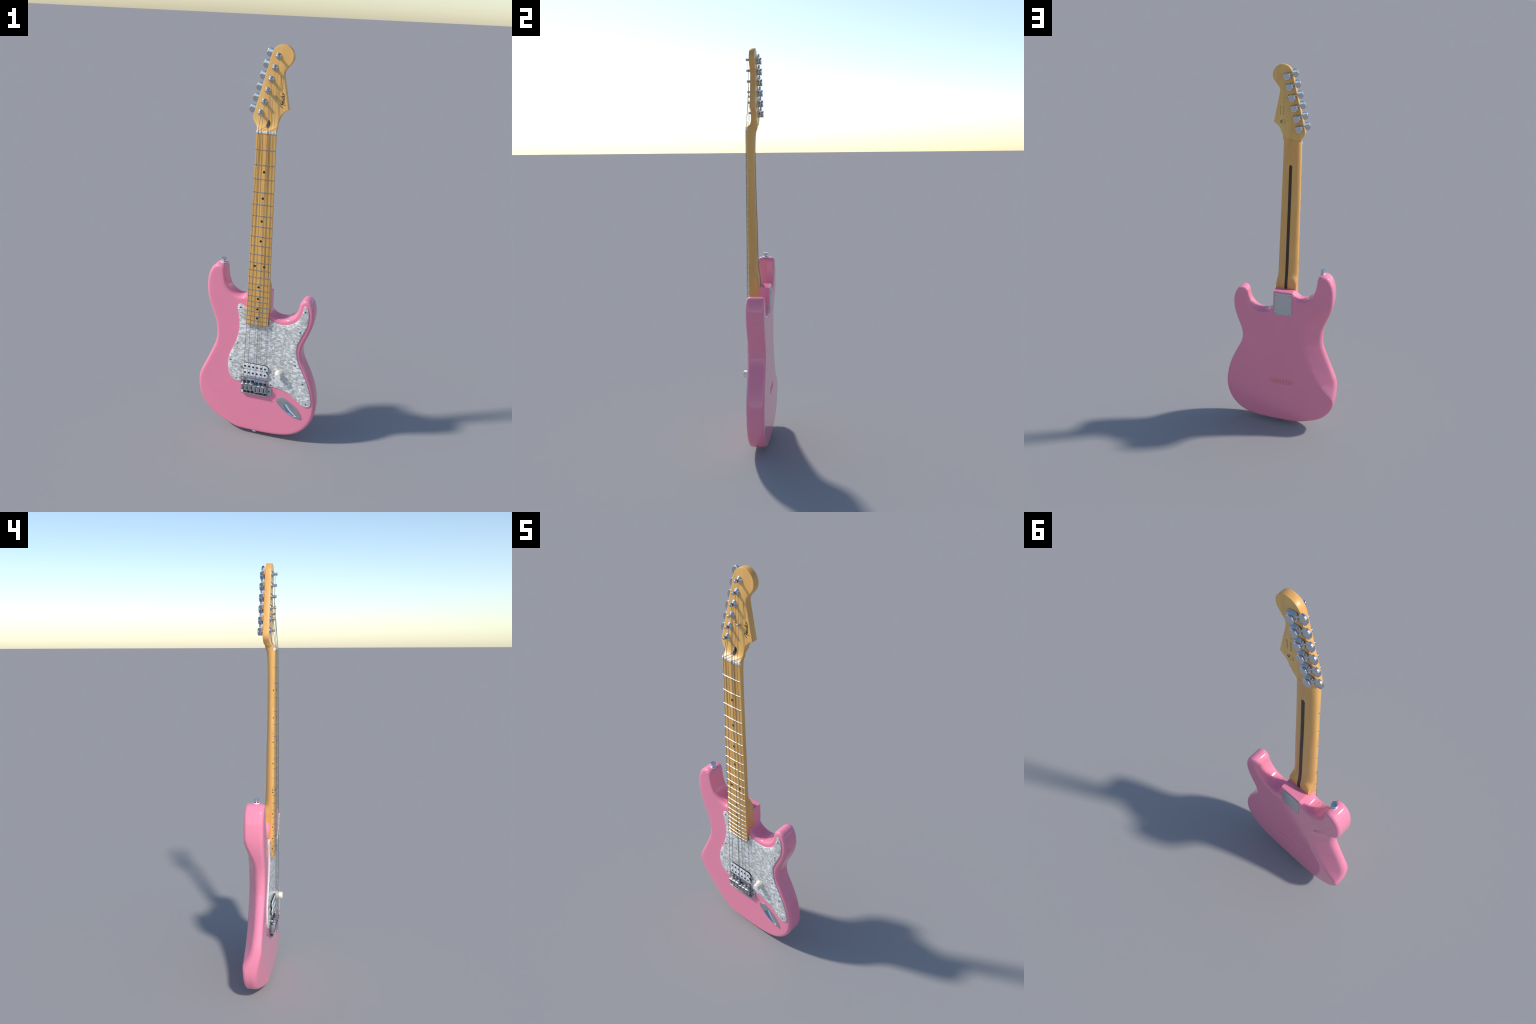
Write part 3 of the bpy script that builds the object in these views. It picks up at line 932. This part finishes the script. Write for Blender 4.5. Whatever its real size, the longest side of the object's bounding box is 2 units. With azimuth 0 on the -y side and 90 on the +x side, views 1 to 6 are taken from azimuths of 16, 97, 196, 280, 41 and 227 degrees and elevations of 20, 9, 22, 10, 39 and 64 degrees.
for i in range(6):
    t = bpy.data.objects.new("tuner", None)
    bpy.context.scene.collection.objects.link(t)
    t.parent = ROOT
    t.matrix_local = tuner_frame(i)
    for name, ob in proto.items():
        c = ob if i == 0 else ob.copy()
        if i:
            bpy.context.scene.collection.objects.link(c)
        c.parent = t
        c.matrix_local = Matrix.Identity(4)

# string tree
tree = add_obj("string_tree", *merge([lathe_vf([(0.0044, 0), (0.0044, 0.012), (0.0052, 0.013), (0.0052, 0.0155), (0.004, 0.0168), (0, 0.0168)], (0.0252, -0.0222, 1.7752), (0, -1, 0), 20),
                                      box_vf(0.0126, 0.0330, -0.0395, -0.0340, 1.7822, 1.7842), box_vf(0.0225, 0.0275, -0.0350, -0.0325, 1.7750, 1.7835)]), M["chrome"], ROOT, 40)

# ------------------------------------------------------------------ strings
NUT_X = [-0.0408, -0.0264, 0.0031, 0.0076, 0.0178, 0.0321]       # the D string runs beside the G string
BR_X = [-0.0583, -0.0362, 0.0060, 0.0092, 0.0312, 0.0533]
POST_I = [0, 1, 3, 3, 4, 5]
RAD = [0.00115, 0.00100, 0.0009, 0.0009, 0.0007, 0.0006]
SAD = [0, 1, 3, 3, 4, 5]
for i in range(6):
    zt = SADDLE_TOP[SAD[i]]
    po = POST0 + STEP * POST_I[i]
    off = 0.0062 if i != 2 else -0.0015
    path = [(BR_X[i], BY - 0.0215, zt - 0.0300), (BR_X[i], BY - 0.0282, zt - 0.0085), (BR_X[i], BY - 0.0281, zt - 0.003),
            (NUT_X[i], y_board(NUT_X[i], NUT_Z) - 0.0042, 1.6150), (NUT_X[i], y_board(NUT_X[i], NUT_Z) - 0.0036, 1.6225)]
    if i >= 4:      # bent down under the string tree
        path.append((0.0155 if i == 4 else 0.0300, -0.0347, 1.7800))
    path.append((po.x + off, -0.0375, po.z))
    add_obj("string", *tube_vf(path, RAD[i], 8), M["string"], ROOT, 60)
    if i != 2:
        coil = [(po.x + 0.0062 * math.cos(a), -0.0375 + 0.0016 * a / 6.28, po.z + 0.0062 * math.sin(a)) for a in np.linspace(0, 4 * math.pi, 40)]
        add_obj("string_winding", *tube_vf(coil, RAD[i], 6), M["string"], ROOT, 60)

# ------------------------------------------------------------------ strap buttons
BUTTON = [(0.0128, 0.0), (0.0132, 0.0016), (0.0100, 0.0032), (0.0084, 0.0060), (0.0086, 0.0095), (0.0112, 0.0150), (0.0134, 0.0185),
          (0.0134, 0.0202), (0.0110, 0.0210), (0.0090, 0.0204), (0, 0.0204)]
sb = add_obj("strap_button", *lathe_vf([(r, h) for r, h in BUTTON], (-0.2045, 0.0137, 0.9480), (0, 0, 1), 32), M["chrome"], ROOT)
add_obj("felt_washer", *lathe_vf([(0.0140, 0), (0.0146, 0.0015), (0.0140, 0.0050)], (-0.2045, 0.0137, 0.9435), (0, 0, 1), 32), M["felt"], sb)
sb2 = add_obj("strap_button", *lathe_vf([(r, h * 0.85) for r, h in BUTTON], (-0.0020, 0.0140, 0.01785), (0, 0, -1), 32), M["chrome"], ROOT)
add_obj("felt_washer", *lathe_vf([(0.0136, 0), (0.0142, 0.0012), (0.0136, 0.0030)], (-0.0020, 0.0140, 0.0200), (0, 0, -1), 32), M["felt"], sb2)

# ------------------------------------------------------------------ neck plate on the heel
plate = add_obj("neck_plate", *slab_vf(stadium(-0.0530, 0.0437, 0.6925, 0.8195, r=0.0045, n=5), const(YB + 0.0001), const(YB + 0.0024), 0.0001, 0.0010, 0, 2),
                M["satin"], ROOT)
place_screws(plate, [(x, YB + 0.0020, z) for x, z in ((0.0349, 0.8095), (-0.0433, 0.8105), (0.0347, 0.7030), (-0.0425, 0.7030))], 0.0056, 0.0020, M["satin"], BACK)
add_obj("engraved_line", *box_vf(-0.044, 0.036, YB + 0.0023, YB + 0.0026, 0.7535, 0.7547), M["chrome"], plate, 0)

# ------------------------------------------------------------------ lettering
def brush(strokes, mat4, width, name, mat, parent, thick=0.0003):
    """flat pen strokes; each stroke is a list of (x, y) in the text plane"""
    parts = []
    for st in strokes:
        C = catmull(st, False, 0.8)
        n = len(C)
        T = np.gradient(C, axis=0)
        T /= np.linalg.norm(T, axis=1)[:, None] + 1e-9
        Nn = np.stack([-T[:, 1], T[:, 0]], 1)
        V, F = [], []
        for i in range(n):
            w = width * (0.55 + 0.45 * math.sin(math.pi * min(1, (i + 0.6) / n)))
            for h in (0, thick):
                V.append((C[i, 0] * 0.001 + Nn[i, 0] * w, C[i, 1] * 0.001 + Nn[i, 1] * w, h))
                V.append((C[i, 0] * 0.001 - Nn[i, 0] * w, C[i, 1] * 0.001 - Nn[i, 1] * w, h))
        for i in range(n - 1):
            a, b = 4 * i, 4 * i + 4
            F += [(a, a + 1, b + 1, b), (a + 2, b + 2, b + 3, a + 3), (a, b, b + 2, a + 2), (a + 1, a + 3, b + 3, b + 1)]
        F += [(0, 2, 3, 1), (4 * n - 4, 4 * n - 3, 4 * n - 1, 4 * n - 2)]
        parts.append(xform((V, F), mat4))
    return add_obj(name, *merge(parts), mat, parent, 0)

SCRIPT = [[(0, 4), (3, 9), (8, 15), (13, 19), (17, 20)],                 # F: sweeping top bar
          [(18, 19), (17, 12), (15, 2), (14, -7)],                        # F: stem
          [(12, 8), (17, 9), (21, 9)],                                    # F: cross bar
          [(21, 4), (25, 6), (26, 9), (23, 9), (22, 4), (24, 0), (28, 3)],
          [(29, 8), (29, 0)], [(29, 4), (32, 8), (34, 7), (34, 1), (36, 0)],
          [(44, 8), (40, 8), (38, 3), (41, 0), (45, 5)], [(52, 20), (48, 13), (45, 5), (46, 0), (48, 1)],
          [(49, 4), (53, 6), (54, 9), (51, 9), (50, 4), (52, 0), (56, 3)],
          [(58, 9), (60, 7), (58, 0)], [(60, 6), (63, 9), (67, 8), (66, 5)]]
def front_text(x, z, s=1.0):
    m = frame((x, -0.0233, z), (0, 0, 1), (-1, 0, 0), (0, -1, 0))
    # follow the slight backward lean of the face along z
    return m @ Matrix.Shear("XY", 4, (0, 0)) @ Matrix.Scale(s, 4)
fm = front_text(0.0655, 1.7285)
brush(SCRIPT, fm, 0.00135, "headstock_script", M["ink"], headstock, 0.0005)

def text_obj(body_text, size, mat4, name, mat, parent, shear=0.0, bold=0.0, thick=0.0002, align="LEFT", space=1.0):
    cu = bpy.data.curves.new(name, "FONT")
    cu.body = body_text
    cu.size = size
    cu.shear = shear
    cu.offset = bold
    cu.extrude = thick
    cu.space_character = space
    cu.align_x = align
    cu.resolution_u = 3
    tmp = bpy.data.objects.new(name, cu)
    bpy.context.scene.collection.objects.link(tmp)
    dg = bpy.context.evaluated_depsgraph_get()
    mesh = bpy.data.meshes.new_from_object(tmp.evaluated_get(dg))
    bpy.data.objects.remove(tmp)
    mesh.materials.clear()
    mesh.materials.append(mat)
    ob = bpy.data.objects.new(name, mesh)
    bpy.context.scene.collection.objects.link(ob)
    ob.parent = parent
    ob.matrix_local = mat4
    return ob
tm = front_text(0.0558, 1.8100)
# the small line leans with the headstock edge
lean = Matrix.Rotation(math.radians(10), 4, "Z")
text_obj("STRATOCASTER", 0.0070, tm @ lean, "headstock_model_text", M["ink"], headstock, space=1.2, bold=0.0001)

def back_text(x, z):
    m = frame((x, 0.0036, z), (0, 0, -1), (-1, 0, 0), (0, 1, 0))
    return m
text_obj("MADE IN MEXICO", 0.0058, back_text(0.0550, 1.8050), "origin_text", M["ink_faint"], headstock)
text_obj("MX21533108", 0.0080, back_text(0.0400, 1.8040), "serial_text", M["ink_faint"], headstock)
text_obj("=", 0.0130, back_text(0.0420, 1.8250), "serial_dash", M["ink_faint"], headstock)
def ring_vf(r, w, h, n=40):
    V, F = [], []
    for k in range(n):
        a = 2 * math.pi * k / n
        for rr in (r - w, r + w):
            for hh in (0, h):
                V.append((rr * math.cos(a), rr * math.sin(a), hh))
    for k in range(n):
        a, b = 4 * k, 4 * ((k + 1) % n)
        F += [(a, b, b + 1, a + 1), (a + 2, a + 3, b + 3, b + 2), (a, a + 2, b + 2, b), (a + 1, b + 1, b + 3, a + 3)]
    return V, F
add_obj("emblem_ring", *xform(ring_vf(0.0125, 0.0004, 0.0003), back_text(0.0385, 1.7255)), M["ink_faint"], headstock, 0)
text_obj("75", 0.0150, back_text(0.0530, 1.7340), "emblem_number", M["ink"], headstock, bold=0.0004)
brush([[(-4, 0), (-1, 3), (2, 1), (6, 3)], [(2, -3), (6, -2)]], back_text(0.0325, 1.7255), 0.0003, "emblem_flourish", M["ink_faint"], headstock)
brush(SCRIPT, frame((0.012, YB + 0.0024, 0.783), (-0.62, 0, 0.14), (0.14, 0, 0.62), (0, 1, 0)) @ Matrix.Translation((0, 0, 0)), 0.0006, "engraved_script", M["chrome"], plate)

# ------------------------------------------------------------------ neck angle
# the body leans back by a hair under the neck: turn its parts about mid-body
_lean = Matrix.Translation((0, 0, 0.5)) @ Matrix.Rotation(0.0039, 4, "X") @ Matrix.Translation((0, 0, -0.5))
for ob in [body, recess, guard, pickup, knob, bridge, jack, sb, plate]:
    ob.matrix_local = _lean @ ob.matrix_local
